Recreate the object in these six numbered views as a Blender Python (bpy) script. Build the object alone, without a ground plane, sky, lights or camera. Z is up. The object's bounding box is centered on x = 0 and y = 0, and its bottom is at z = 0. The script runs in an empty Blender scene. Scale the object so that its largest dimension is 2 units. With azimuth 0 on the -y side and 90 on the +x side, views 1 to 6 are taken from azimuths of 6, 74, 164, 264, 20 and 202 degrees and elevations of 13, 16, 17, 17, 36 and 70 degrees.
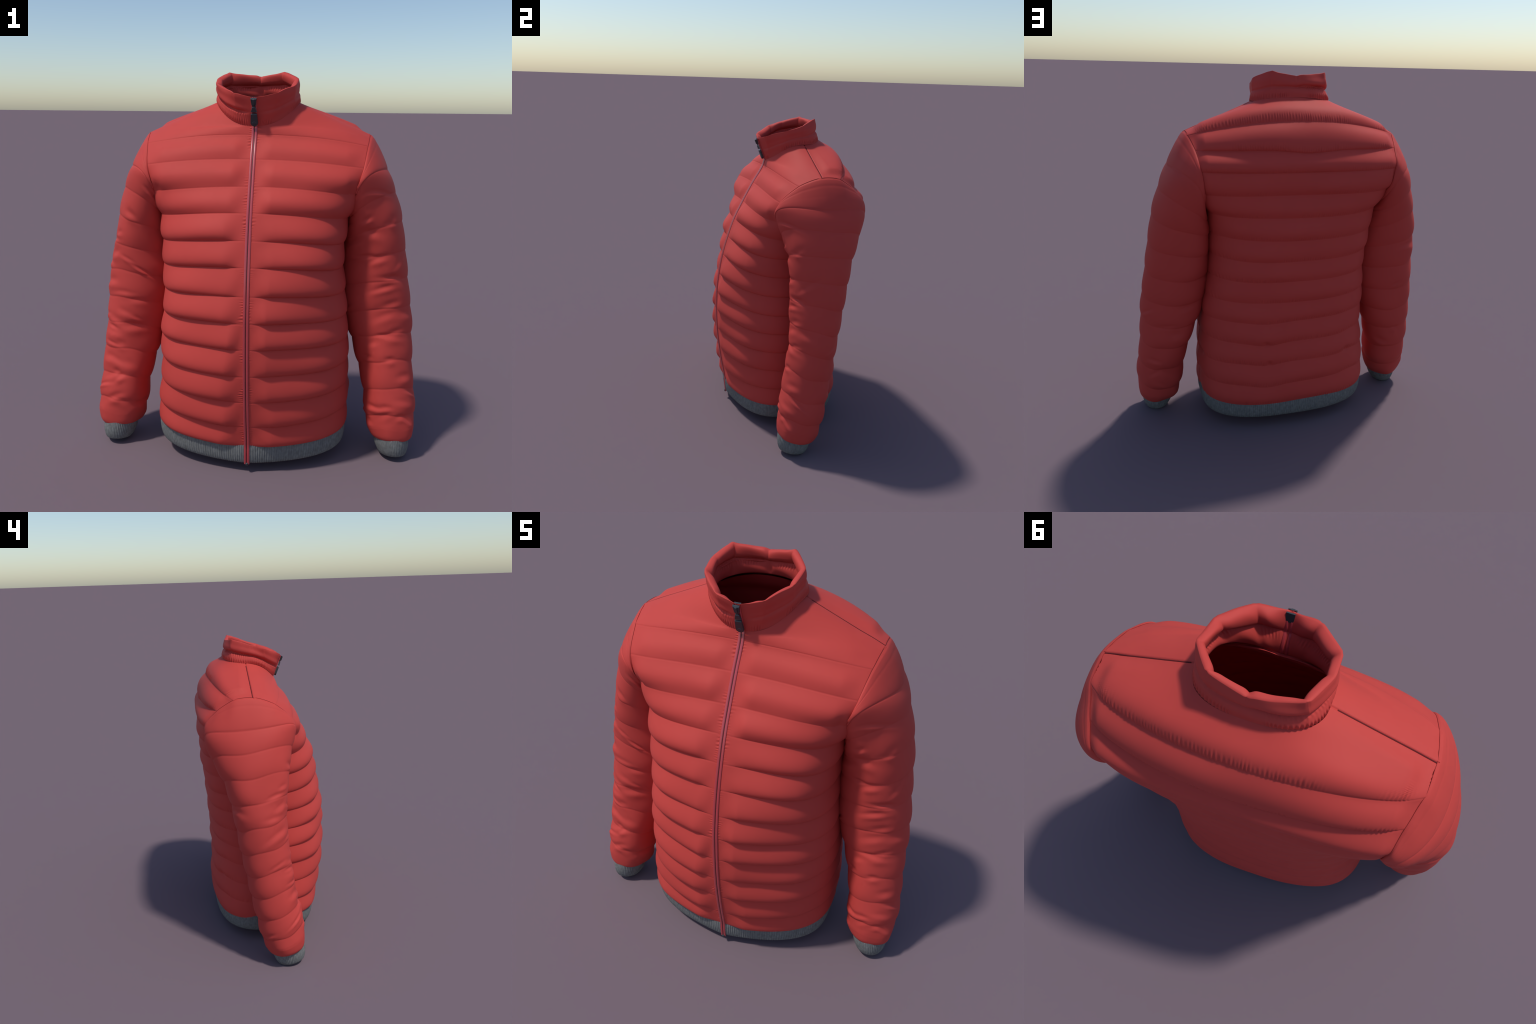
import bpy, math
import numpy as np

RNG = np.random.default_rng(7)
TAU = 2 * math.pi
ZIP_X = -0.008          # the zip sits a hair off the middle


# ------------------------------------------------------------------ numeric helpers
def smooth(x, a, b):
    t = np.clip((x - a) / (b - a), 0, 1)
    return t * t * (3 - 2 * t)


def pchip(xk, yk, x):
    """Monotone cubic through knots (yk may have trailing dimensions)."""
    xk = np.asarray(xk, float)
    yk = np.asarray(yk, float)
    h = np.diff(xk)
    hh = h.reshape((-1,) + (1,) * (yk.ndim - 1))
    d = np.diff(yk, axis=0) / hh
    m = np.zeros_like(yk)
    m[0], m[-1] = d[0], d[-1]
    for i in range(1, len(xk) - 1):
        w1, w2 = 2 * h[i] + h[i - 1], h[i] + 2 * h[i - 1]
        with np.errstate(divide='ignore', invalid='ignore'):
            v = (w1 + w2) / (w1 / d[i - 1] + w2 / d[i])
        m[i] = np.where(d[i - 1] * d[i] > 0, v, 0.0)
    x = np.asarray(x, float)
    i = np.clip(np.searchsorted(xk, x) - 1, 0, len(xk) - 2)
    t = (x - xk[i]) / h[i]
    ext = (1,) * (yk.ndim - 1)
    t = t.reshape(t.shape + ext)
    H = h[i].reshape(h[i].shape + ext)
    return ((2 * t**3 - 3 * t**2 + 1) * yk[i] + (t**3 - 2 * t**2 + t) * H * m[i]
            + (-2 * t**3 + 3 * t**2) * yk[i + 1] + (t**3 - t**2) * H * m[i + 1])


def waves(seed, n, fu, fv, u, v, u_int=True):
    """Band limited noise: a sum of n random sine waves, about unit range."""
    r = np.random.default_rng(seed)
    out = 0
    for _ in range(n):
        a = r.uniform(*fu) * r.choice([-1, 1])
        if u_int:
            a = round(a)
        out = out + np.sin(a * u + r.uniform(*fv) * v + r.uniform(0, TAU))
    return out / math.sqrt(n / 2) / 1.6


def normals(P, wrap=True):
    if wrap:
        du = np.roll(P, -1, 1) - np.roll(P, 1, 1)
    else:
        du = np.gradient(P, axis=1)
    dv = np.gradient(P, axis=0)
    n = np.cross(du, dv)
    return n / (np.linalg.norm(n, axis=2, keepdims=True) + 1e-12)


def pillow(f, sharp=0.62, droop=1.0):
    """Height of a stuffed channel between two stitch lines, f in 0..1 downwards; droop > 1 hangs low."""
    return np.clip(np.sin(np.pi * np.clip(f, 0, 1) ** droop), 0, 1) ** sharp


# ------------------------------------------------------------------ blender helpers
def new_object(name, mesh, parent, material):
    ob = bpy.data.objects.new(name, mesh)
    bpy.context.scene.collection.objects.link(ob)
    if parent:
        ob.parent = parent
    if material:
        mesh.materials.append(material)
    return ob


def mesh_from(name, V, F, N=None):
    me = bpy.data.meshes.new(name)
    V = np.asarray(V, np.float32)
    F = np.asarray(F, np.int32)
    k = F.shape[1]
    me.vertices.add(len(V))
    me.vertices.foreach_set("co", V.ravel())
    me.loops.add(F.size)
    me.loops.foreach_set("vertex_index", F.ravel())
    me.polygons.add(len(F))
    me.polygons.foreach_set("loop_start", np.arange(0, F.size, k, dtype=np.int32))
    me.polygons.foreach_set("loop_total", np.full(len(F), k, dtype=np.int32))
    me.polygons.foreach_set("use_smooth", np.ones(len(F), bool))
    me.update(calc_edges=True)
    if N is not None:
        me.normals_split_custom_set_from_vertices(np.asarray(N, np.float32).tolist())
    return me


def grid_faces(r, c, wrap=True, flip=False):
    i = np.arange(r - 1)[:, None]
    j = np.arange(c if wrap else c - 1)[None, :]
    j2 = (j + 1) % c
    F = np.stack([i * c + j, (i + 1) * c + j, (i + 1) * c + j2, i * c + j2], -1).reshape(-1, 4)
    return F if flip else F[:, ::-1]


def grid_object(name, P, parent, mat, wrap=True, flip=False):
    r, c, _ = P.shape
    return new_object(name, mesh_from(name, P.reshape(-1, 3), grid_faces(r, c, wrap, flip)), parent, mat)


# ------------------------------------------------------------------ materials
def make_material(name, color, rough, dark=0.9, scale=9.0, grain=700.0, bump=0.04, sheen=0.0, spec=0.5,
                  metal=0.0, coat=0.0):
    m = bpy.data.materials.new(name)
    m.use_nodes = True
    nt = m.node_tree
    b = nt.nodes["Principled BSDF"]
    tc = nt.nodes.new("ShaderNodeTexCoord")
    n1 = nt.nodes.new("ShaderNodeTexNoise")
    n1.inputs["Scale"].default_value = scale
    n1.inputs["Detail"].default_value = 4
    nt.links.new(tc.outputs["Object"], n1.inputs["Vector"])
    ramp = nt.nodes.new("ShaderNodeValToRGB")
    ramp.color_ramp.elements[0].position = 0.3
    ramp.color_ramp.elements[1].position = 0.7
    ramp.color_ramp.elements[0].color = [c * dark for c in color] + [1]
    ramp.color_ramp.elements[1].color = list(color) + [1]
    nt.links.new(n1.outputs["Fac"], ramp.inputs["Fac"])
    nt.links.new(ramp.outputs["Color"], b.inputs["Base Color"])
    b.inputs["Roughness"].default_value = rough
    b.inputs["Metallic"].default_value = metal
    b.inputs["Specular IOR Level"].default_value = spec
    b.inputs["Sheen Weight"].default_value = sheen
    b.inputs["Coat Weight"].default_value = coat
    b.inputs["Coat Roughness"].default_value = 0.15
    if bump:
        n2 = nt.nodes.new("ShaderNodeTexNoise")
        n2.inputs["Scale"].default_value = grain
        nt.links.new(tc.outputs["Object"], n2.inputs["Vector"])
        bp = nt.nodes.new("ShaderNodeBump")
        bp.inputs["Strength"].default_value = bump
        bp.inputs["Distance"].default_value = 0.002
        nt.links.new(n2.outputs["Fac"], bp.inputs["Height"])
        nt.links.new(bp.outputs["Normal"], b.inputs["Normal"])
    return m


def knit_material(name):
    m = make_material(name, (0.195, 0.199, 0.192), 0.9, dark=0.72, scale=60.0, grain=420.0, bump=0.5, spec=0.2)
    nt = m.node_tree
    b = nt.nodes["Principled BSDF"]
    ramp = [n for n in nt.nodes if n.type == 'VALTORGB'][0]
    tc = [n for n in nt.nodes if n.type == 'TEX_COORD'][0]
    mp = nt.nodes.new("ShaderNodeMapping")
    mp.inputs["Scale"].default_value = (260, 260, 45)
    nt.links.new(tc.outputs["Object"], mp.inputs["Vector"])
    n3 = nt.nodes.new("ShaderNodeTexNoise")
    n3.inputs["Scale"].default_value = 1.0
    nt.links.new(mp.outputs["Vector"], n3.inputs["Vector"])
    mix = nt.nodes.new("ShaderNodeMix")
    mix.data_type = 'RGBA'
    mix.blend_type = 'MULTIPLY'
    mix.inputs[0].default_value = 0.55
    nt.links.new(ramp.outputs["Color"], mix.inputs[6])
    nt.links.new(n3.outputs["Fac"], mix.inputs[7])
    mul = nt.nodes.new("ShaderNodeMix")
    mul.data_type = 'RGBA'
    mul.blend_type = 'MULTIPLY'
    mul.inputs[0].default_value = 1.0
    mul.inputs[7].default_value = (1.35, 1.35, 1.35, 1)
    nt.links.new(mix.outputs[2], mul.inputs[6])
    nt.links.new(mul.outputs[2], b.inputs["Base Color"])
    return m


RED = (0.525, 0.057, 0.047)
M_SHELL = make_material("red_nylon", RED, 0.66, dark=0.97, spec=0.20, sheen=0.0, bump=0.02)
M_LINING = make_material("red_lining", (0.50, 0.046, 0.042), 0.7, dark=0.95, spec=0.2, bump=0.02)
M_SEAM = make_material("dark_red_seam_line", (0.13, 0.018, 0.020), 0.8, spec=0.1, bump=0)
M_ARMHOLE_LINE = make_material("dim_red_line", (0.33, 0.036, 0.034), 0.8, spec=0.1, bump=0)
M_ZIP = make_material("glossy_red_tape", (0.46, 0.05, 0.058), 0.28, dark=0.97, spec=0.7, bump=0, coat=0.25)
M_GAP = make_material("zip_gap_dark_red", (0.09, 0.012, 0.016), 0.4, bump=0)
M_METAL = make_material("dark_painted_metal", (0.028, 0.034, 0.040), 0.38, dark=0.85, spec=0.6, bump=0)
M_KNIT = knit_material("grey_rib_knit")

# ------------------------------------------------------------------ the body
# The front hangs from the stiff zip like a low tent: how far the zip stands out at each line.
TENT = [(0, 0), (3, 0), (4, 0.020), (5, 0.050), (6, 0.080), (7, 0.105), (8, 0.120), (10, 0.115), (12, 0.100), (13, 0.090)]


def tent(x, amount):
    u = 1 - np.sqrt((x / 0.46) ** 2 + 0.016) + 0.06
    return amount * 0.5 * (u + np.sqrt(u * u + 0.006))


# One row per stitch line, from the neck seam (0) to the hem (13); 0.5 is the extra line of the back yoke.
#  line   front z,y        back z,y        half width, lean, side y, side z, front / back squareness
BODY = np.array([
    (0.0,  1.727, -0.112,  1.868, 0.228,  0.212, 0.000, 0.090, 1.842, 2.3, 2.4),
    (0.5,  1.722, -0.1135,  1.758, 0.340,  0.640, 0.000, 0.085, 1.648, 1.5, 2.0),
    (1.0,  1.687, -0.123,  1.618, 0.392,  0.660, 0.000, 0.100, 1.607, 2.6, 2.5),
    (2.0,  1.573, -0.190,  1.506, 0.410,  0.650, 0.000, 0.110, 1.517, 4.3, 3.9),
    (3.0,  1.449, -0.258,  1.387, 0.406,  0.565, -0.006, 0.100, 1.395, 3.6, 3.9),
    (4.0,  1.331, -0.318,  1.265, 0.400,  0.500, -0.018, 0.080, 1.282, 3.10, 3.4),
    (5.0,  1.207, -0.363,  1.140, 0.394,  0.484, -0.020, 0.060, 1.160, 3.20, 3.0),
    (6.0,  1.085, -0.398,  1.020, 0.385,  0.480, -0.018, 0.045, 1.038, 3.20, 2.8),
    (7.0,  0.951, -0.424,  0.905, 0.377,  0.483, -0.012, 0.035, 0.915, 3.30, 2.7),
    (8.0,  0.821, -0.438,  0.782, 0.369,  0.494, -0.008, 0.030, 0.792, 3.30, 2.6),
    (9.0,  0.691, -0.440,  0.667, 0.363,  0.503, -0.006, 0.025, 0.670, 3.30, 2.6),
    (10.0, 0.552, -0.434,  0.544, 0.362,  0.507, -0.006, 0.025, 0.546, 3.30, 2.6),
    (11.0, 0.410, -0.418,  0.424, 0.368,  0.513, -0.010, 0.025, 0.418, 3.30, 2.7),
    (12.0, 0.266, -0.394,  0.293, 0.373,  0.518, -0.012, 0.022, 0.290, 3.40, 2.8),
    (13.0, 0.147, -0.368,  0.160, 0.362,  0.520, -0.014, 0.020, 0.172, 3.50, 2.9),
])


def body_base(s, th):
    """Undisplaced body surface. s: rows, th: columns (0 = front middle, quarter turn = +x side)."""
    T = pchip(BODY[:, 0], BODY[:, 1:], s)[:, None, :]
    zf, yf, zb, yb, a, lean, yc, zs, nf, nb = [T[..., i] for i in range(10)]
    low = smooth(s, 1.5, 4)[:, None]
    a, lean, yb, yf = a - 0.016 * low, lean + 0.010 * low, yb - 0.008 * low, yf + 0.004 * low
    sn, cs = np.sin(th)[None, :], np.cos(th)[None, :]
    front = cs >= 0
    n = np.where(front, nf, nb)
    q = (np.abs(sn) ** n + np.abs(cs) ** n) ** (-1 / n)
    x = ZIP_X + sn * q * (a + lean * sn * q)
    depth = np.where(front, yc - yf, yb - yc)
    tn = np.interp(s, *np.array(TENT).T)[:, None]
    depth = np.where(front, depth - tn, depth)
    y = yc - cs * q * depth
    y = np.where(front, y - tent(x - ZIP_X, tn) * smooth(cs, 0.0, 0.35), y)
    y = y + 0.03 * x * smooth(s, 5, 11)[:, None]
    w = np.abs(sn * q)
    g = w ** np.where(front, 2.2 + 1.2 * np.exp(-((s[:, None] - 0.5) / 0.35) ** 2), 2.2)
    z = np.where(front, zf, zb) * (1 - g) + zs * g
    return np.stack([x, y, z], -1), w


ROWS_PER = 44
COLS = 1200
S = np.concatenate([np.linspace(0, 1, 80, endpoint=False)] +
                   [k + np.linspace(0, 1, ROWS_PER, endpoint=False) for k in range(1, 13)] + [[13.0]])
TH = np.arange(COLS) / COLS * TAU


def body_surface(S, TH):
    P, w = body_base(S, TH)
    s, th = S[:, None], TH[None, :]
    x, z = P[..., 0] - ZIP_X, P[..., 2]
    front = np.cos(th) >= 0
    # lines on the lower back are pulled into soft V kinks
    low = smooth(s, 8, 10) * (1 - smooth(s, 12.2, 13))
    dip = np.exp(-((x - 0.17) / 0.10) ** 2) * 0.018 - np.exp(-((x + 0.36) / 0.07) ** 2) * 0.012
    P[..., 2] -= np.where(front, 0, dip * low)
    dip2 = 0.016 * np.exp(-((x + 0.03) / 0.13) ** 2) * np.exp(-((s - 1.0) / 0.35) ** 2)
    P[..., 2] -= np.where(front, 0, dip2)
    # the front yoke is one soft slope
    soft = smooth(s, 0.12, 0.35) * (1 - smooth(s, 0.72, 0.95)) * smooth(np.cos(th), 0.02, 0.25)
    last = int(np.argmax(S >= 1.0))
    for _ in range(260):
        Q0 = P[:last + 1]
        mid = Q0.copy()
        mid[1:-1] = 0.5 * (Q0[:-2] + Q0[2:])
        P[:last + 1] = Q0 + (mid - Q0) * (0.5 * soft[:last + 1])[..., None]
    N = -normals(P)
    k = np.floor(np.minimum(s, 12.9999))
    f = s - k
    yoke_back = (k < 1)
    f_b = np.where(yoke_back, (s * 2) % 1.0, f)
    ff = np.where(front, f, f_b)
    # channel height
    amp_f = np.interp(S, [0, 0.5, 1, 1.5, 2.5, 5, 13], [0.002, 0.003, 0.004, 0.011, 0.018, 0.023, 0.023])[:, None]
    amp_b = np.interp(S, [0, 0.45, 0.55, 2, 5, 13], [0.012, 0.018, 0.022, 0.018, 0.014, 0.013])[:, None]
    amp = np.where(front, amp_f, amp_b) * (0.92 + 0.2 * waves(3, 10, (2, 9), (1.5, 3.5), th, k * 2.1))
    amp = amp * (1 - 0.50 * smooth(w, 0.72, 1.0) * smooth(s, 2.5, 4))
    # flat strip beside the zip, flat edge along the armhole, flat shoulder seam
    ax = np.abs(x)
    by_zip = np.where(front, smooth(ax, 0.020, 0.110 + 0.02 * waves(5, 6, (0, 0), (2, 5), th * 0, k * 1.7 + np.sign(x))), 1.0)
    upper = 1 - np.where(front, smooth(s, 2.5, 3.4), smooth(s, 3.0, 4.4))
    by_arm = 1 - upper * np.where(front, smooth(ax, 0.445, 0.530), smooth(ax, 0.485, 0.545))
    shoulder = np.where(s < 1.0, smooth(np.abs(np.cos(th)), 0.02, 0.35), 1.0)
    # near the yoke the channels roll softly, lower down they hang over the next line
    hang = np.where(front, smooth(s, 1.5, 6.5), smooth(s, 0.3, 0.8) * (1 - 0.6 * smooth(s, 1.5, 3.0)))
    p = pillow(ff, 1.35 - 0.60 * hang + 0 * ff, np.where(front, 1.22 + 0.20 * smooth(s, 3, 6), 1.22))
    h = amp * p * by_zip * by_arm * shoulder
    # thin stitched groove that stays where the filling has ended
    groove = np.exp(-(np.minimum(ff, 1 - ff) / 0.022) ** 2)
    h -= 0.0011 * groove * np.where(s < 0.04, 0, 1) * np.where(s < 0.9, shoulder, 1)
    # broad unevenness of the filling
    h += 0.0035 * waves(11, 14, (2, 7), (0.6, 2.6), th, s) * by_zip * by_arm
    # pinched dents where the front edge meets the armhole
    for sd in (-1, 1):
        ww = x * sd / 0.53
        h -= np.where(front, 0.012 * np.exp(-((ww - 0.90) / 0.05) ** 2 - ((s - 2.85) / 0.28) ** 2), 0)
    # a few pinched tucks low on the sides and back
    for tc, sc, tw, sw, dp in ((1.72, 10.95, 0.10, 0.13, 0.016), (1.60, 11.45, 0.16, 0.30, -0.007),
                               (3.78, 10.9, 0.05, 0.16, 0.010), (2.80, 9.9, 0.04, 0.14, 0.009),
                               (2.84, 10.9, 0.03, 0.14, 0.008), (4.55, 9.95, 0.06, 0.12, 0.009)):
        h -= dp * np.exp(-((th - tc) / tw) ** 2 - ((s - sc - 0.25 * (th - tc) / tw * sw) / sw) ** 2)
    # puckers: short ticks across the placket
    dz = z * TAU / 0.0125
    tick_n = waves(21, 10, (0, 0), (18, 70), th * 0, z)
    tick = np.sin(dz + 2.8 * tick_n + np.where(x > 0, 1.7, 0))
    reach = 0.034 + 0.010 * waves(25, 8, (0, 0), (30, 120), th * 0, z + np.where(x > 0, 3.1, 0))
    env = smooth(ax, 0.012, 0.018) * (1 - smooth(ax, 0.45 * reach, reach)) * front
    env = env * (0.25 + 0.75 * pillow(f, 1.2)) * smooth(waves(23, 9, (0, 0), (12, 34), th * 0, z) + 0.5, 0, 0.9)
    h += 0.0024 * env * tick * np.where(x > 0, 0.6, 1.0)
    # puckers above the stitch lines of the back, strongest on the yoke
    strength = np.where(s < 1.02, 1.0, 0.5)
    fade = smooth(waves(31, 9, (0, 0), (6, 19), th * 0, x + k * 0.7 + np.floor(s * 2)) + 0.75, 0, 0.9)
    ragged = 0.5 + 0.5 * smooth(waves(35, 12, (0, 0), (60, 240), th * 0, x + k + np.floor(s * 2)), -0.8, 0.8)
    near = np.exp(-((1 - f_b - 0.10) / (0.05 + 0.09 * ragged)) ** 2) * (~front)
    h += 0.0027 * strength * near * fade * ragged * by_arm * shoulder * np.sin(x * TAU / 0.0135 + 2.6 * waves(33, 8, (0, 0), (10, 60), th * 0, x))
    # puckers around the neck seam
    P = P + N * h[..., None]
    sag = np.where(front, smooth(s, 2, 6) * 0.014, 0.004 * smooth(s, 0.4, 1.0))
    P[..., 2] -= sag * p * np.maximum(by_zip, smooth(s, 12.3, 12.8)) * by_arm
    # shoulder seam: a narrow groove from the neck to the shoulder tip
    if True:
        d = (np.abs(th - np.pi / 2) * (np.abs(th - np.pi / 2) < 1) + 9 * (np.abs(th - np.pi / 2) >= 1))
        d = np.minimum(d, np.where(np.abs(th - 1.5 * np.pi) < 1, np.abs(th - 1.5 * np.pi), 9))
        P[..., 2] -= 0.004 * np.exp(-(d / 0.022) ** 2) * (s < 0.55)
    return P


root = bpy.data.objects.new("quilted_jacket", None)
bpy.context.scene.collection.objects.link(root)
root["label"] = "red quilted puffer jacket with stand collar and grey ribbed hem"
root["category"] = "jacket"

# stitch line -> outer, under, front and back point of the sleeve ring (left sleeve, +x)
SLEEVE = np.array([
    [(.566, .083, 1.686), (.490, .100, 1.300), (.519, -.186, 1.475), (.520, .372, 1.505)],
    [(.664, .110, 1.515), (.480, .100, 1.272), (.530, -.178, 1.478), (.545, .380, 1.445)],
    [(.716, .110, 1.392), (.462, .100, 1.230), (.562, -.145, 1.372), (.578, .338, 1.316)],
    [(.755, .100, 1.246), (.451, .098, 1.145), (.600, -.118, 1.238), (.610, .282, 1.192)],
    [(.778, .095, 1.093), (.449, .090, 1.025), (.625, -.101, 1.100), (.630, .242, 1.050)],
    [(.793, .080, 0.947), (.457, .075, 0.898), (.643, -.094, 0.965), (.645, .214, 0.895)],
    [(.806, .060, 0.796), (.478, .055, 0.756), (.660, -.096, 0.820), (.660, .192, 0.745)],
    [(.818, .040, 0.655), (.520, .035, 0.620), (.675, -.106, 0.685), (.676, .167, 0.600)],
    [(.831, .015, 0.515), (.560, .010, 0.485), (.692, -.126, 0.545), (.696, .142, 0.465)],
    [(.843, -.010, 0.370), (.592, -.020, 0.342), (.708, -.151, 0.405), (.716, .112, 0.320)],
    [(.852, -.040, 0.235), (.608, -.050, 0.208), (.724, -.174, 0.270), (.731, .082, 0.180)],
    [(.836, -.075, 0.098), (.652, -.078, 0.102), (.742, -.172, 0.116), (.746, .018, 0.070)],
])
ARM_ROWS, ARM_COLS = 34, 400


def sleeve_base(t, ph):
    K = pchip(np.arange(12), SLEEVE, t)                       # rows x 4 x 3
    O, U, F, B = [K[:, i][:, None, :] for i in range(4)]
    c, s_, c2 = [g(ph)[None, :, None] for g in (np.cos, np.sin, lambda a: np.cos(2 * a))]
    return (O + U + F + B) / 4 + c * (O - U) / 2 + s_ * (F - B) / 2 + c2 * ((O + U) - (F + B)) / 4



from mathutils import Vector, kdtree


def armhole(side, P):
    """The armhole ring, dropped onto the finished body surface; also its outline in (line, heading)."""
    ph = np.arange(ARM_COLS) / ARM_COLS * TAU
    ring = sleeve_base(np.array([0.0]), ph)[0]
    ring[:, 0] = ZIP_X + side * ring[:, 0]
    r, c = np.nonzero(((S > 0.25) & (S < 5.5))[:, None] & (P[..., 0] * side > 0.36))
    kd = kdtree.KDTree(len(r))
    for i, p in enumerate(P[r, c]):
        kd.insert(Vector(p), i)
    kd.balance()
    near = [kd.find(Vector(p)) for p in ring]
    hit = np.array([n[0][:] for n in near])
    uv = np.stack([S[r[[n[1] for n in near]]], TH[c[[n[1] for n in near]]]], 1)
    for _ in range(30):
        hit = 0.25 * np.roll(hit, 1, 0) + 0.5 * hit + 0.25 * np.roll(hit, -1, 0)
        uv = 0.25 * np.roll(uv, 1, 0) + 0.5 * uv + 0.25 * np.roll(uv, -1, 0)
    return hit, uv


def armhole_depth(P, s, th, side, ring, uv):
    """How far (metres) each surface point lies inside the armhole; 0 outside it."""
    c = np.array([2.0, np.pi / 2 if side > 0 else 1.5 * np.pi])
    k = np.array([1.0, 2.6])
    d = (uv - c) * k
    ang, rad = np.arctan2(d[:, 1], d[:, 0]), np.hypot(d[:, 0], d[:, 1])
    o = np.argsort(ang)
    ang, rad = ang[o], rad[o]
    ds, dt = (s[:, None] - c[0]) * k[0], (th[None, :] - c[1]) * k[1]
    lim = np.interp(np.arctan2(dt, ds), np.concatenate([ang - TAU, ang, ang + TAU]), np.tile(rad, 3))
    inside = np.hypot(ds, dt) < lim
    out = np.zeros(inside.shape)
    r, c = np.nonzero(inside)
    kd = kdtree.KDTree(len(ring))
    for i, p in enumerate(ring):
        kd.insert(Vector(p), i)
    kd.balance()
    out[r, c] = [kd.find(Vector(p))[2] for p in P[r, c]]
    return out


PB = body_surface(S, TH)
NB = -normals(PB)
RING, DEEP = {}, np.zeros(PB.shape[:2])
for sd in (1, -1):
    hit, uv = armhole(sd, PB)
    RING[sd] = (hit, uv)
    DEEP = np.maximum(DEEP, np.maximum(armhole_depth(PB, S, TH, sd, hit, uv) - 0.001, 0))
# the seam allowance turns in under the sleeve, the rest of the opening is cut away
PB = PB - NB * (1.3 * np.minimum(DEEP, 0.018))[..., None]
KEEP = DEEP < 0.022


def split_panel(name, cols):
    """Cut a run of columns out of the one body surface; normals stay those of the whole body."""
    idx = np.arange(cols[0], cols[1] + 1) % COLS
    P, N = PB[:, idx], NB[:, idx]
    r, c = P.shape[:2]
    F = grid_faces(r, c, False, True)
    F = F[KEEP[:, idx].reshape(-1)[F].all(1)]
    used = np.unique(F)
    remap = np.zeros(r * c, np.int32)
    remap[used] = np.arange(len(used))
    me = mesh_from(name, P.reshape(-1, 3)[used], remap[F], N.reshape(-1, 3)[used])
    return new_object(name, me, root, M_SHELL)


Q = COLS // 4
split_panel("front_panel", (0, Q))
split_panel("front_panel", (3 * Q, 4 * Q))
split_panel("back_panel", (Q, 3 * Q))

# thin dark red tube lying in the shoulder seam groove
def tube(name, pts, radius, parent, mat, sides=8):
    pts = np.asarray(pts, float)
    t = np.gradient(pts, axis=0)
    t /= np.linalg.norm(t, axis=1, keepdims=True)
    up = np.array([0.13, 0.9, 0.41])
    a = np.cross(t, up)
    a /= np.linalg.norm(a, axis=1, keepdims=True)
    b = np.cross(t, a)
    ang = np.arange(sides) / sides * TAU
    P = pts[:, None] + radius * (a[:, None] * np.cos(ang)[None, :, None] + b[:, None] * np.sin(ang)[None, :, None])
    return grid_object(name, P, parent, mat)


for col in (Q, 3 * Q):
    rows = [i for i in range(len(S)) if S[i] > 0.02 and S[:i + 1].max() < 0.5 and DEEP[i, col] == 0]
    tube("shoulder_seam", PB[rows, col] + [0, 0, 0.0002], 0.0028, root, M_SEAM)

# lining: the inner face of the body, one finger inside the shell
Sl = np.linspace(0.0, 13.0, 160)
Tl = np.arange(300) / 300 * TAU
L0, wl = body_base(Sl, Tl)
NL = -normals(L0)
hl = 0.016 + 0.014 * pillow(np.where(Sl < 1, (Sl * 2) % 1.0, Sl % 1.0), 0.7)[:, None] * smooth(Sl, 0.02, 0.2)[:, None]
deep_l = np.maximum(*[armhole_depth(L0, Sl, Tl, sd, *RING[sd]) for sd in (1, -1)])
L0 = L0 - NL * (hl + np.minimum(deep_l, 0.03))[..., None]
grid_object("lining", L0, root, M_LINING)

# ------------------------------------------------------------------ ribbed hem band
def rib_band(name, ring_at, n_ribs, per, prof, parent, rib=0.0028):
    """ring_at(v, th) gives the band's middle surface; prof is a list of (v, outward offset)."""
    c = n_ribs * per
    th = np.arange(c) / c * TAU
    ridge = np.abs(np.sin(th * n_ribs / 2)) ** 0.7
    P = np.stack([ring_at(v, th, off + (rib * ridge if off > 0 else 0)) for v, off in prof])
    return grid_object(name, P, parent, M_KNIT, flip=True)


def hem_ring(v, th, off):
    zf, zs, zb = 0.150 - 0.100 * v, 0.176 - 0.100 * v, 0.164 - 0.096 * v
    yf, yb = -0.360 + 0.008 * v ** 2, 0.348 - 0.014 * v ** 2
    a, yc = 0.497 - 0.010 * v ** 2, 0.015
    sn, cs = np.sin(th), np.cos(th)
    fr = cs >= 0
    n = np.where(fr, 3.5, 2.8)
    q = (np.abs(sn) ** n + np.abs(cs) ** n) ** (-1 / n)
    x = ZIP_X - 0.006 * sn * sn + sn * q * (a + off)
    y = yc - cs * q * (np.where(fr, yc - yf - 0.088, yb - yc) + off)
    y = np.where(fr, y - tent(x - ZIP_X, 0.088) * smooth(cs, 0.0, 0.35), y) + 0.03 * x
    w = np.abs(sn * q)
    z = np.where(fr, zf, zb) * (1 - w ** 2.2) + zs * w ** 2.2
    return np.stack([x, y, z], -1)


band_prof = [(-0.35, 0.004), (-0.1, 0.006), (0.0, 0.007), (0.15, 0.008), (0.35, 0.009), (0.6, 0.009), (0.8, 0.008),
             (0.92, 0.006), (0.985, 0.002), (1.0, -0.003), (0.98, -0.008), (0.8, -0.011), (0.3, -0.011), (-0.35, -0.012)]
rib_band("hem_band", hem_ring, 280, 6, band_prof, root)

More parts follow.
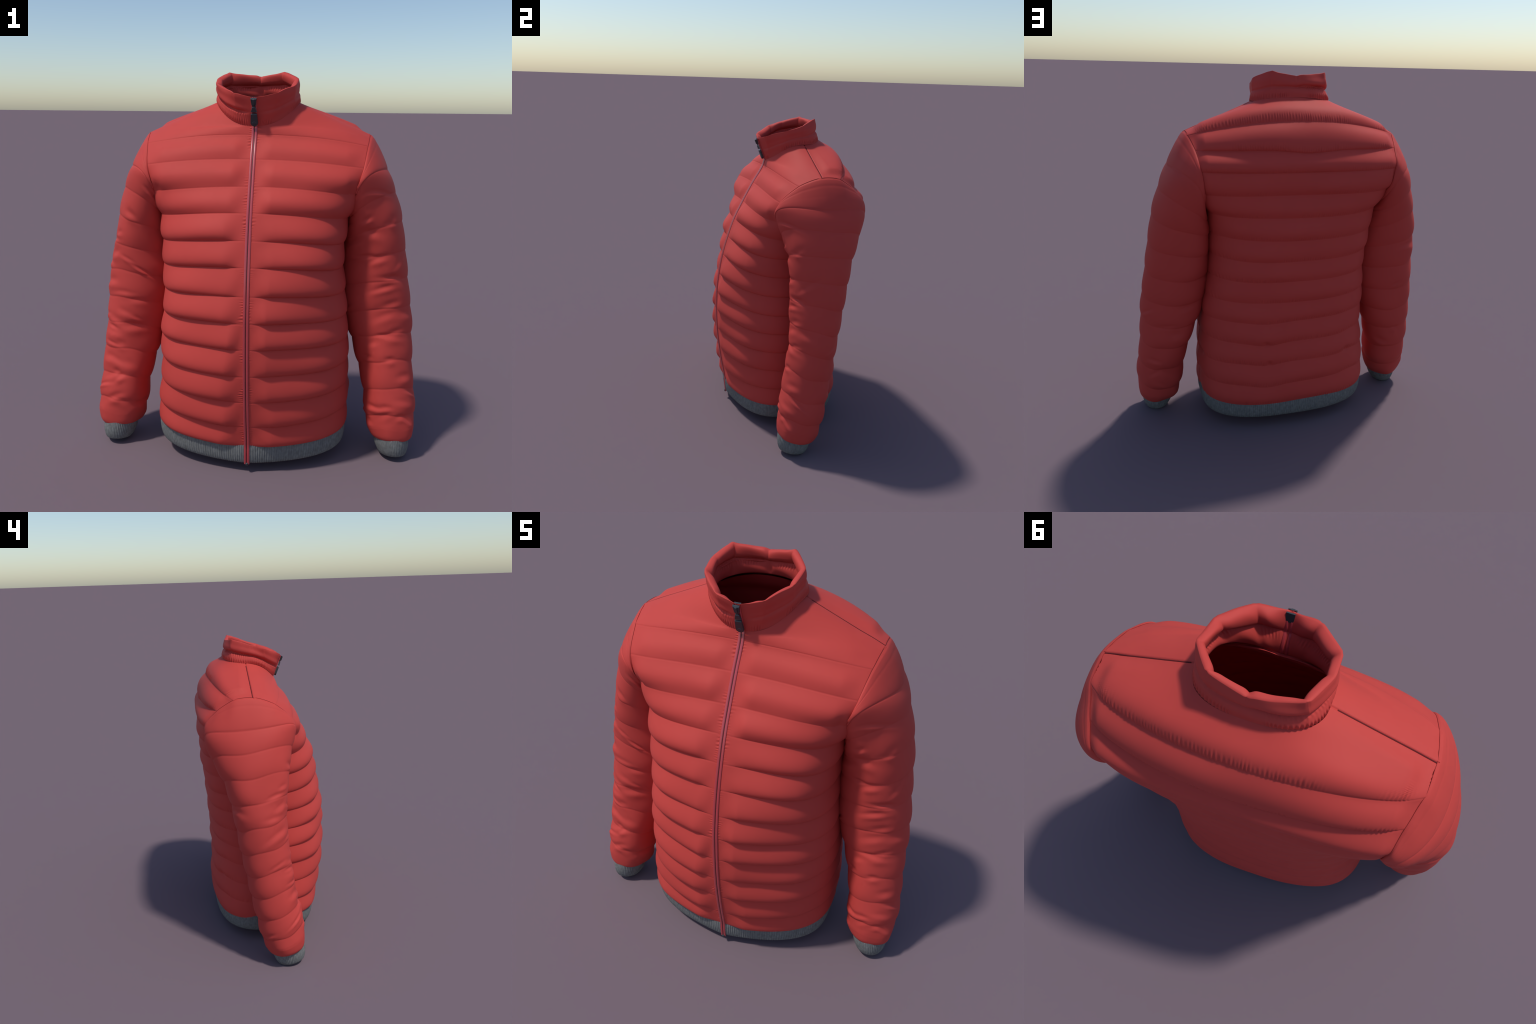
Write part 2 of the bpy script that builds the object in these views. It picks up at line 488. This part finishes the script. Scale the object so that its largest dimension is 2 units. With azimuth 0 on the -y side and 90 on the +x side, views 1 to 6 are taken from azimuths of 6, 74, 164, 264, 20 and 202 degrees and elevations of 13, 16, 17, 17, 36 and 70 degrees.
# ------------------------------------------------------------------ sleeves
def folds(t, ph, seed, n, t_rng, ph_c, ph_s, depth):
    """Short sharp creases: each a narrow dent with a swelling beside it."""
    r = np.random.default_rng(seed)
    h = np.zeros(np.broadcast(t, ph).shape)
    for _ in range(n):
        t0, p0 = r.uniform(*t_rng), r.normal(ph_c, ph_s)
        tilt, ln, wd = r.normal(0, 0.28), r.uniform(0.15, 0.42), r.uniform(0.07, 0.15)
        d = r.uniform(0.5, 1.0) * depth
        dp = (ph - p0 + np.pi) % TAU - np.pi
        dt = t - t0 - tilt * dp - 0.12 * dp * dp
        e = np.exp(-(dp / ln) ** 2)
        h += d * e * (0.8 * np.exp(-((dt - 1.3 * wd) / (1.3 * wd)) ** 2) - np.exp(-(dt / wd) ** 2))
    return h


def build_sleeve(side, seed):
    t = np.concatenate([k + np.linspace(0, 1, ARM_ROWS, endpoint=False) for k in range(11)] + [[11.0]])
    ph = np.arange(ARM_COLS) / ARM_COLS * TAU
    P = sleeve_base(t, ph)
    mate = RING[side][0].copy()
    mate[:, 0] = (mate[:, 0] - ZIP_X) * side
    P = P + (mate - P[0])[None] * (1 - smooth(t, 0.0, 1.1))[:, None, None]
    N = normals(P)
    T, PH = t[:, None], ph[None, :]
    Tw = T + 0.035 * waves(seed, 8, (1, 5), (0.5, 1.5), PH, T)
    Tw = np.where((T < 0.6) | (T > 10.6), T, Tw)
    k = np.clip(np.floor(Tw), 0, 10)
    f = Tw - k
    under = 0.5 - 0.5 * np.cos(PH)                             # 1 on the side facing the body
    size = np.interp(t, [0, 0.5, 1.5, 3, 9.9, 10.4, 11], [0.015, 0.013, 0.007, 0.006, 0.007, 0.013, 0.013])[:, None]
    size = size * (1 - 0.5 * under * (1 - smooth(T, 2, 5)))
    size = size * (1 + 0.5 * smooth(-np.sin(PH), -0.2, 0.8) * smooth(T, 1.5, 3))
    size = size * (0.9 + 0.3 * waves(seed + 1, 10, (1, 6), (1, 3), PH, k * 2.3))
    pf = np.where(T < 1, pillow(f, 0.60, 0.72), pillow(f, 0.85, 1.3))
    last = T > 10
    pf = np.where(last, np.where(f < 0.5, pf, np.clip(1 - ((f - 0.5) / 0.5) ** 5, 0, 1)), pf)
    h = size * pf * smooth(T, 0.0, 0.06)
    h += 0.004 * waves(seed + 2, 12, (1, 5), (0.8, 2.6), PH, T) * smooth(T, 0.3, 1.5) * (1 - smooth(T, 10.3, 11))
    h -= 0.0011 * np.exp(-(np.minimum(f, 1 - f) / 0.035) ** 2) * (T > 0.5) * (T < 10.6)
    h -= 0.0009 * np.exp(-((T - 0.26) / 0.035) ** 2) * smooth(np.cos(PH), -0.1, 0.3)
    calm = smooth(T, 0.8, 1.6) * (1 - smooth(T, 10.2, 10.7))
    h += folds(T, PH, seed + 5, 22, (2.6, 10.2), 1.1, 0.40, 0.0065) * calm
    h += folds(T, PH, seed + 6, 14, (1.4, 10.2), 2.4, 0.6, 0.008) * calm
    h += folds(T, PH, seed + 7, 8, (4.0, 10.0), 5.0, 0.7, 0.006) * calm
    P = P + N * h[..., None]
    P[..., 0] += 0.011 * smooth(T, 2, 6) * (0.5 + 0.5 * np.cos(PH))
    P[..., 2] -= 0.005 * pf * smooth(T, 1, 3) * (1 - smooth(T, 9.8, 10.6))
    P[..., 0] = ZIP_X + side * P[..., 0]
    tube("armhole_seam", np.concatenate([P[0], P[0][:2]]) + [0.0012 * side, 0, 0.0008], 0.0010, root, M_ARMHOLE_LINE, 6)
    ob = grid_object("sleeve", P, root, M_SHELL, flip=(side < 0))

    def cuff_ring(v, th, off):
        top = np.array([0.746, -0.077, 0.096])
        bot = np.array([0.757, -0.090, 0.0155])
        c = top + (bot - top) * v
        rx, ry = 0.087 - 0.020 * v ** 1.5, 0.099 - 0.018 * v ** 1.5
        x = c[0] + np.cos(th) * (rx + off)
        y = c[1] + np.sin(th) * (ry + off)
        z = c[2] - 0.18 * np.sin(th) * ry
        return np.stack([ZIP_X + side * x, y, z + 0 * th], -1)
    prof = [(-0.4, 0.002), (0.0, 0.003), (0.3, 0.005), (0.6, 0.005), (0.8, 0.004), (0.93, 0.002), (0.985, 0.000),
            (1.0, -0.004), (0.97, -0.012), (0.5, -0.016), (-0.4, -0.018)]
    prof = [(v, o) for v, o in prof]
    c = 60 * 6
    th = np.arange(c) / c * TAU
    ridge = np.abs(np.sin(th * 30)) ** 0.7
    R = np.stack([cuff_ring(v, th, o + (0.0018 * ridge if o > -0.003 else 0)) for v, o in prof])
    grid_object("cuff", R, ob, M_KNIT, flip=(side > 0))
    return ob


build_sleeve(1, 101)
build_sleeve(-1, 202)

# ------------------------------------------------------------------ stand collar
# corner points of the folded top edge, going round from the zip towards +x
RIM = np.array([
    (-0.008, -0.168, 1.860), (0.100, -0.141, 1.882), (0.184, -0.030, 1.924), (0.192, 0.080, 1.958),
    (0.113, 0.180, 1.998), (-0.010, 0.204, 1.974), (-0.167, 0.168, 1.994), (-0.207, 0.055, 1.956),
    (-0.202, -0.036, 1.930), (-0.108, -0.138, 1.882)])
PINCH = (0.0, 0.75, 0.8, 0.35, 1.0, 0.8, 1.0, 0.4, 0.9, 0.75)     # how hard the fold is nipped at each corner


def build_collar():
    cols = 900
    th = np.arange(cols) / cols * TAU
    base, _ = body_base(np.array([0.0]), th)
    base = base[0]

    def heading(q):
        a = np.arctan2(q[:, 0] - ZIP_X, 0.04 - q[:, 1])
        return np.where(a < -1e-6, a + TAU, a)
    # rim as a closed, barely rounded polygon matched to the neck seam by direction
    ang, bang = heading(RIM), heading(base)
    bang[0] = 0
    ka = np.concatenate([ang - TAU, ang, ang + TAU])
    kv = np.tile(RIM, (3, 1))
    # straight runs between corners (taken in plan, so the edges really are straight)
    u = np.linspace(-0.2, TAU + 0.2, 4000)
    seg = np.clip(np.searchsorted(ka, u, side='right') - 1, 0, len(ka) - 2)
    A, B = kv[seg], kv[seg + 1]
    dx, dy = np.sin(u), -np.cos(u)
    o = np.array([ZIP_X, 0.04])
    e = (B - A)[:, :2]
    t = (dx * (o[1] - A[:, 1]) - dy * (o[0] - A[:, 0])) / (dx * e[:, 1] - dy * e[:, 0])
    line = A + np.clip(t, 0, 1)[:, None] * (B - A)
    soft = pchip(ka, kv, u)
    line = 0.92 * line + 0.08 * soft
    rim = np.stack([np.interp(bang, u, line[:, i]) for i in range(3)], -1)
    for _ in range(3):
        rim = 0.25 * np.roll(rim, 1, 0) + 0.5 * rim + 0.25 * np.roll(rim, -1, 0)
    pinch, near_corner = np.zeros(cols), np.zeros(cols)
    for a, st in zip(ang, PINCH):
        d = np.abs((bang - a + np.pi) % TAU - np.pi)
        pinch = np.maximum(pinch, st * np.exp(-(d / 0.085) ** 2))
        near_corner = np.maximum(near_corner, st * np.exp(-(d / 0.03) ** 2))
    right = smooth(-np.sin(bang), -0.1, 0.5)                   # 1 on the -x side, where the collar slumps
    back = smooth(-np.cos(bang), 0.0, 0.7)
    mid = (rim[:, :2].mean(0) + base[:, :2].mean(0)) / 2
    out = rim[:, :2] - mid
    out = out / np.linalg.norm(out, axis=1, keepdims=True)
    out3 = np.concatenate([out, np.zeros((cols, 1))], 1)
    zipfade = smooth(np.abs((bang + np.pi) % TAU - np.pi), 0.06, 0.40)
    arc = bang * 0.2
    env = smooth(np.sin(bang * 5 + 1) + np.sin(bang * 3 + 2) + 1.2, 0, 1)
    rim = rim + np.array([0, 0, 1.0]) * (-0.003 * np.sin(bang * 5 + 0.5) - 0.0015 * np.sin(bang * 9 + 1.2) * np.sin(bang * 4))[:, None] * (1 - pinch)[:, None] * zipfade[:, None]
    rows = []
    # outer face, neck seam -> rim
    seam = 0.45 + 0.03 * np.sin(bang * 2 + 1)
    for v in np.linspace(0, 1, 70):
        p = base * (1 - v) + rim * v
        lower = v < seam
        q = np.where(lower, pillow(v / seam, 1.2), pillow(np.clip((v - seam) / (1 - seam), 0, 1) * 0.70, 0.75))
        puff = np.where(lower, 0.001 + 0.004 * right, 0.003 + 0.008 * right + 0.003 * back) * q * zipfade
        cut = np.exp(-((v - seam) / 0.06) ** 2) * (0.002 + 0.009 * right + 0.003 * back) * zipfade
        ticks = np.sin(arc * TAU / 0.0125 + 1.5 * np.sin(bang * 9)) * 0.0026 * np.exp(-((v - 0.10) / 0.09) ** 2)
        ticks = ticks + np.sin(arc * TAU / 0.013 + 2 * np.sin(bang * 7)) * 0.0016 * np.exp(-((v - seam + 0.08) / 0.06) ** 2) * right
        wrk = (0.0035 + 0.0025 * right) * np.sin(bang * 4 + 7 * v + 1.0) * np.sin(bang * 3 - 5 * v) * math.sin(math.pi * v) * zipfade
        nip = 0.006 * near_corner * smooth(v, 0.6, 1.0)
        rows.append(p + out3 * (puff - cut + ticks * env * zipfade + wrk - 0.6 * nip)[:, None])
    # the edge rolls over: a narrow lip, then the stuffed inner roll bulging inwards
    lip = rows[-1]
    base_in = base - out3 * 0.020
    for v in np.linspace(0, 1, 90)[1:]:
        p = lip * (1 - v) + base_in * v
        q = np.where(v < 0.46, pillow(min(v / 0.46, 1), 0.55, 0.85), pillow(max(0, (v - 0.46) / 0.54), 0.8))
        amt = np.where(v < 0.46, 0.027 * (1 - 0.10 * pinch - 0.18 * near_corner) * (0.30 + 0.70 * zipfade), 0.010 * (1 - 0.5 * pinch)) * q
        lift = 0.008 * (1 - 0.8 * pinch) * pillow(min(v / 0.30, 1), 0.8) * zipfade
        tick = np.sin(arc * TAU / 0.013 + np.sin(bang * 8)) * 0.002 * np.exp(-((v - 0.58) / 0.07) ** 2) * zipfade * env
        wrk = 0.004 * np.sin(bang * 6 + 5 * v) * math.sin(math.pi * v) * zipfade
        rows.append(p - out3 * (amt + tick + wrk)[:, None] + np.array([0, 0, 1.0]) * lift[:, None])
    P = np.stack(rows)
    grid_object("collar", P, root, M_SHELL)
    return P


PC = build_collar()

# ------------------------------------------------------------------ zip
def strip_along(name, path, side_off, half, height, parent, mat, outward):
    """Raised rounded strip following a path; outward is the surface direction per point."""
    path = np.asarray(path)
    prof = [(-1, -0.6), (-1, 0.35), (-0.8, 0.8), (-0.4, 1.0), (0.4, 1.0), (0.8, 0.8), (1, 0.35), (1, -0.6)]
    lat = np.array([1.0, 0, 0])
    P = np.stack([path + lat * (side_off + half * u) + outward * (height * h) for u, h in prof], 1)
    return grid_object(name, P, parent, mat, wrap=True)


zip_root = None
col0 = 0
body_path = PB[::3, 0]
hem_path = np.stack([hem_ring(v, np.array([0.0]), 0.010)[0] for v in np.linspace(0.05, 1.0, 12)])
collar_path = PC[:70, 0][::-1][::3]
path = np.concatenate([collar_path, body_path[2:], hem_path])
# smooth the path a little
for _ in range(10):
    path[1:-1] = 0.25 * path[:-2] + 0.5 * path[1:-1] + 0.25 * path[2:]
tan = np.gradient(path, axis=0)
tan /= np.linalg.norm(tan, axis=1, keepdims=True)
outw = np.cross(tan, np.array([1.0, 0, 0]))
outw /= np.linalg.norm(outw, axis=1, keepdims=True)
if outw[len(outw) // 2][1] > 0:
    outw = -outw
zipper = strip_along("zipper", path, 0.0, 0.0022, 0.0022, root, M_GAP, outw)
strip_along("zipper_tape", path, -0.0078, 0.0062, 0.0042, zipper, M_ZIP, outw)
strip_along("zipper_tape", path, 0.0078, 0.0062, 0.0042, zipper, M_ZIP, outw)


def solid_outline(name, outline, depth, bevel, origin, xdir, ydir, parent, mat):
    """Extrude a closed outline (metres, in the xdir/ydir plane) with chamfered edges."""
    o = np.asarray(outline, float)
    c = o.mean(0)
    zdir = np.cross(xdir, ydir)
    rings = []
    for shrink, d in [(1, 0), (1, depth - bevel), (0, depth)]:
        pts = o if shrink else c + (o - c) * (1 - bevel / np.abs(o - c).max())
        rings.append(origin + pts[:, :1] * xdir + pts[:, 1:] * ydir + d * zdir)
    n = len(o)
    V = np.concatenate(rings + [(origin + c[0] * xdir + c[1] * ydir + depth * zdir)[None],
                                (origin + c[0] * xdir + c[1] * ydir)[None]])
    F = []
    for r in range(2):
        for i in range(n):
            j = (i + 1) % n
            F.append((r * n + i, r * n + j, (r + 1) * n + j, (r + 1) * n + i))
    me = bpy.data.meshes.new(name)
    T = [(2 * n + i, 2 * n + (i + 1) % n, 3 * n) for i in range(n)] + [((i + 1) % n, i, 3 * n + 1) for i in range(n)]
    me.from_pydata(V.tolist(), [], F + T)
    ob = new_object(name, me, parent, mat)
    return ob


def rounded(w_top, w_bot, y_top, y_bot, r=0.3, n=6):
    """Tapered tag outline with a rounded lower end."""
    pts = [(-w_top / 2, y_top), (-w_bot / 2, y_bot + w_bot * r)]
    for i in range(1, n * 2):
        a = math.pi + math.pi * i / (2 * n)
        pts.append((math.cos(a) * w_bot / 2, y_bot + w_bot * r + math.sin(a) * w_bot * r))
    pts += [(w_bot / 2, y_bot + w_bot * r), (w_top / 2, y_top)]
    return pts


top = path[0]
low = np.array([ZIP_X, -0.112, 1.727])
down = (low - top) / np.linalg.norm(low - top)
ydir = -down * 0.87
xdir = np.array([1.0, 0, 0])
zdir = np.cross(xdir, ydir)
if zdir[1] > 0:
    zdir = -zdir
org = top + zdir * 0.004 + down * 0.006
slider = solid_outline("zipper_slider", rounded(0.030, 0.022, 0.006, -0.036, 0.25), 0.012, 0.004, org, xdir, ydir, zipper, M_METAL)
solid_outline("slider_bridge", rounded(0.012, 0.012, 0.004, -0.030, 0.5), 0.007, 0.003, org + zdir * 0.010, xdir, ydir, slider, M_METAL)
solid_outline("slider_back", rounded(0.030, 0.026, 0.004, -0.034, 0.2), 0.010, 0.003, org - zdir * 0.020, xdir, ydir, slider, M_METAL)
solid_outline("pull_link", rounded(0.016, 0.031, -0.042, -0.071, 0.02), 0.008, 0.003, org + zdir * 0.007, xdir, ydir, slider, M_METAL)
solid_outline("pull_neck", rounded(0.012, 0.012, -0.024, -0.050, 0.2), 0.006, 0.002, org + zdir * 0.006, xdir, ydir, slider, M_METAL)
pull = solid_outline("pull_tab", rounded(0.030, 0.037, -0.080, -0.152, 0.5), 0.010, 0.003, org + zdir * 0.006, xdir, ydir, slider, M_METAL)
solid_outline("pull_dimple", [(0.010 * math.cos(i / 20 * TAU), -0.134 + 0.010 * math.sin(i / 20 * TAU)) for i in range(20)],
              0.0025, 0.0015, org + zdir * 0.0150, xdir, ydir, pull, M_METAL)
end = path[-1]
solid_outline("zipper_stop", [(-0.006, 0.006), (-0.006, -0.007), (0.006, -0.007), (0.006, 0.006)], 0.008, 0.002,
              end + np.array([0, -0.001, 0.002]), xdir, np.array([0, 0, 1.0]), zipper, M_METAL)
# inside of the zip at the collar
inner = PC[72:, 0][::3]
ti = np.gradient(inner, axis=0)
ti /= np.linalg.norm(ti, axis=1, keepdims=True)
oi = np.cross(ti, np.array([1.0, 0, 0]))
oi /= np.linalg.norm(oi, axis=1, keepdims=True)
if oi[0][1] < 0:
    oi = -oi
strip_along("zipper_tape", inner, -0.0085, 0.006, 0.003, zipper, M_ZIP, oi)
strip_along("zipper_tape", inner, 0.0085, 0.006, 0.003, zipper, M_ZIP, oi)
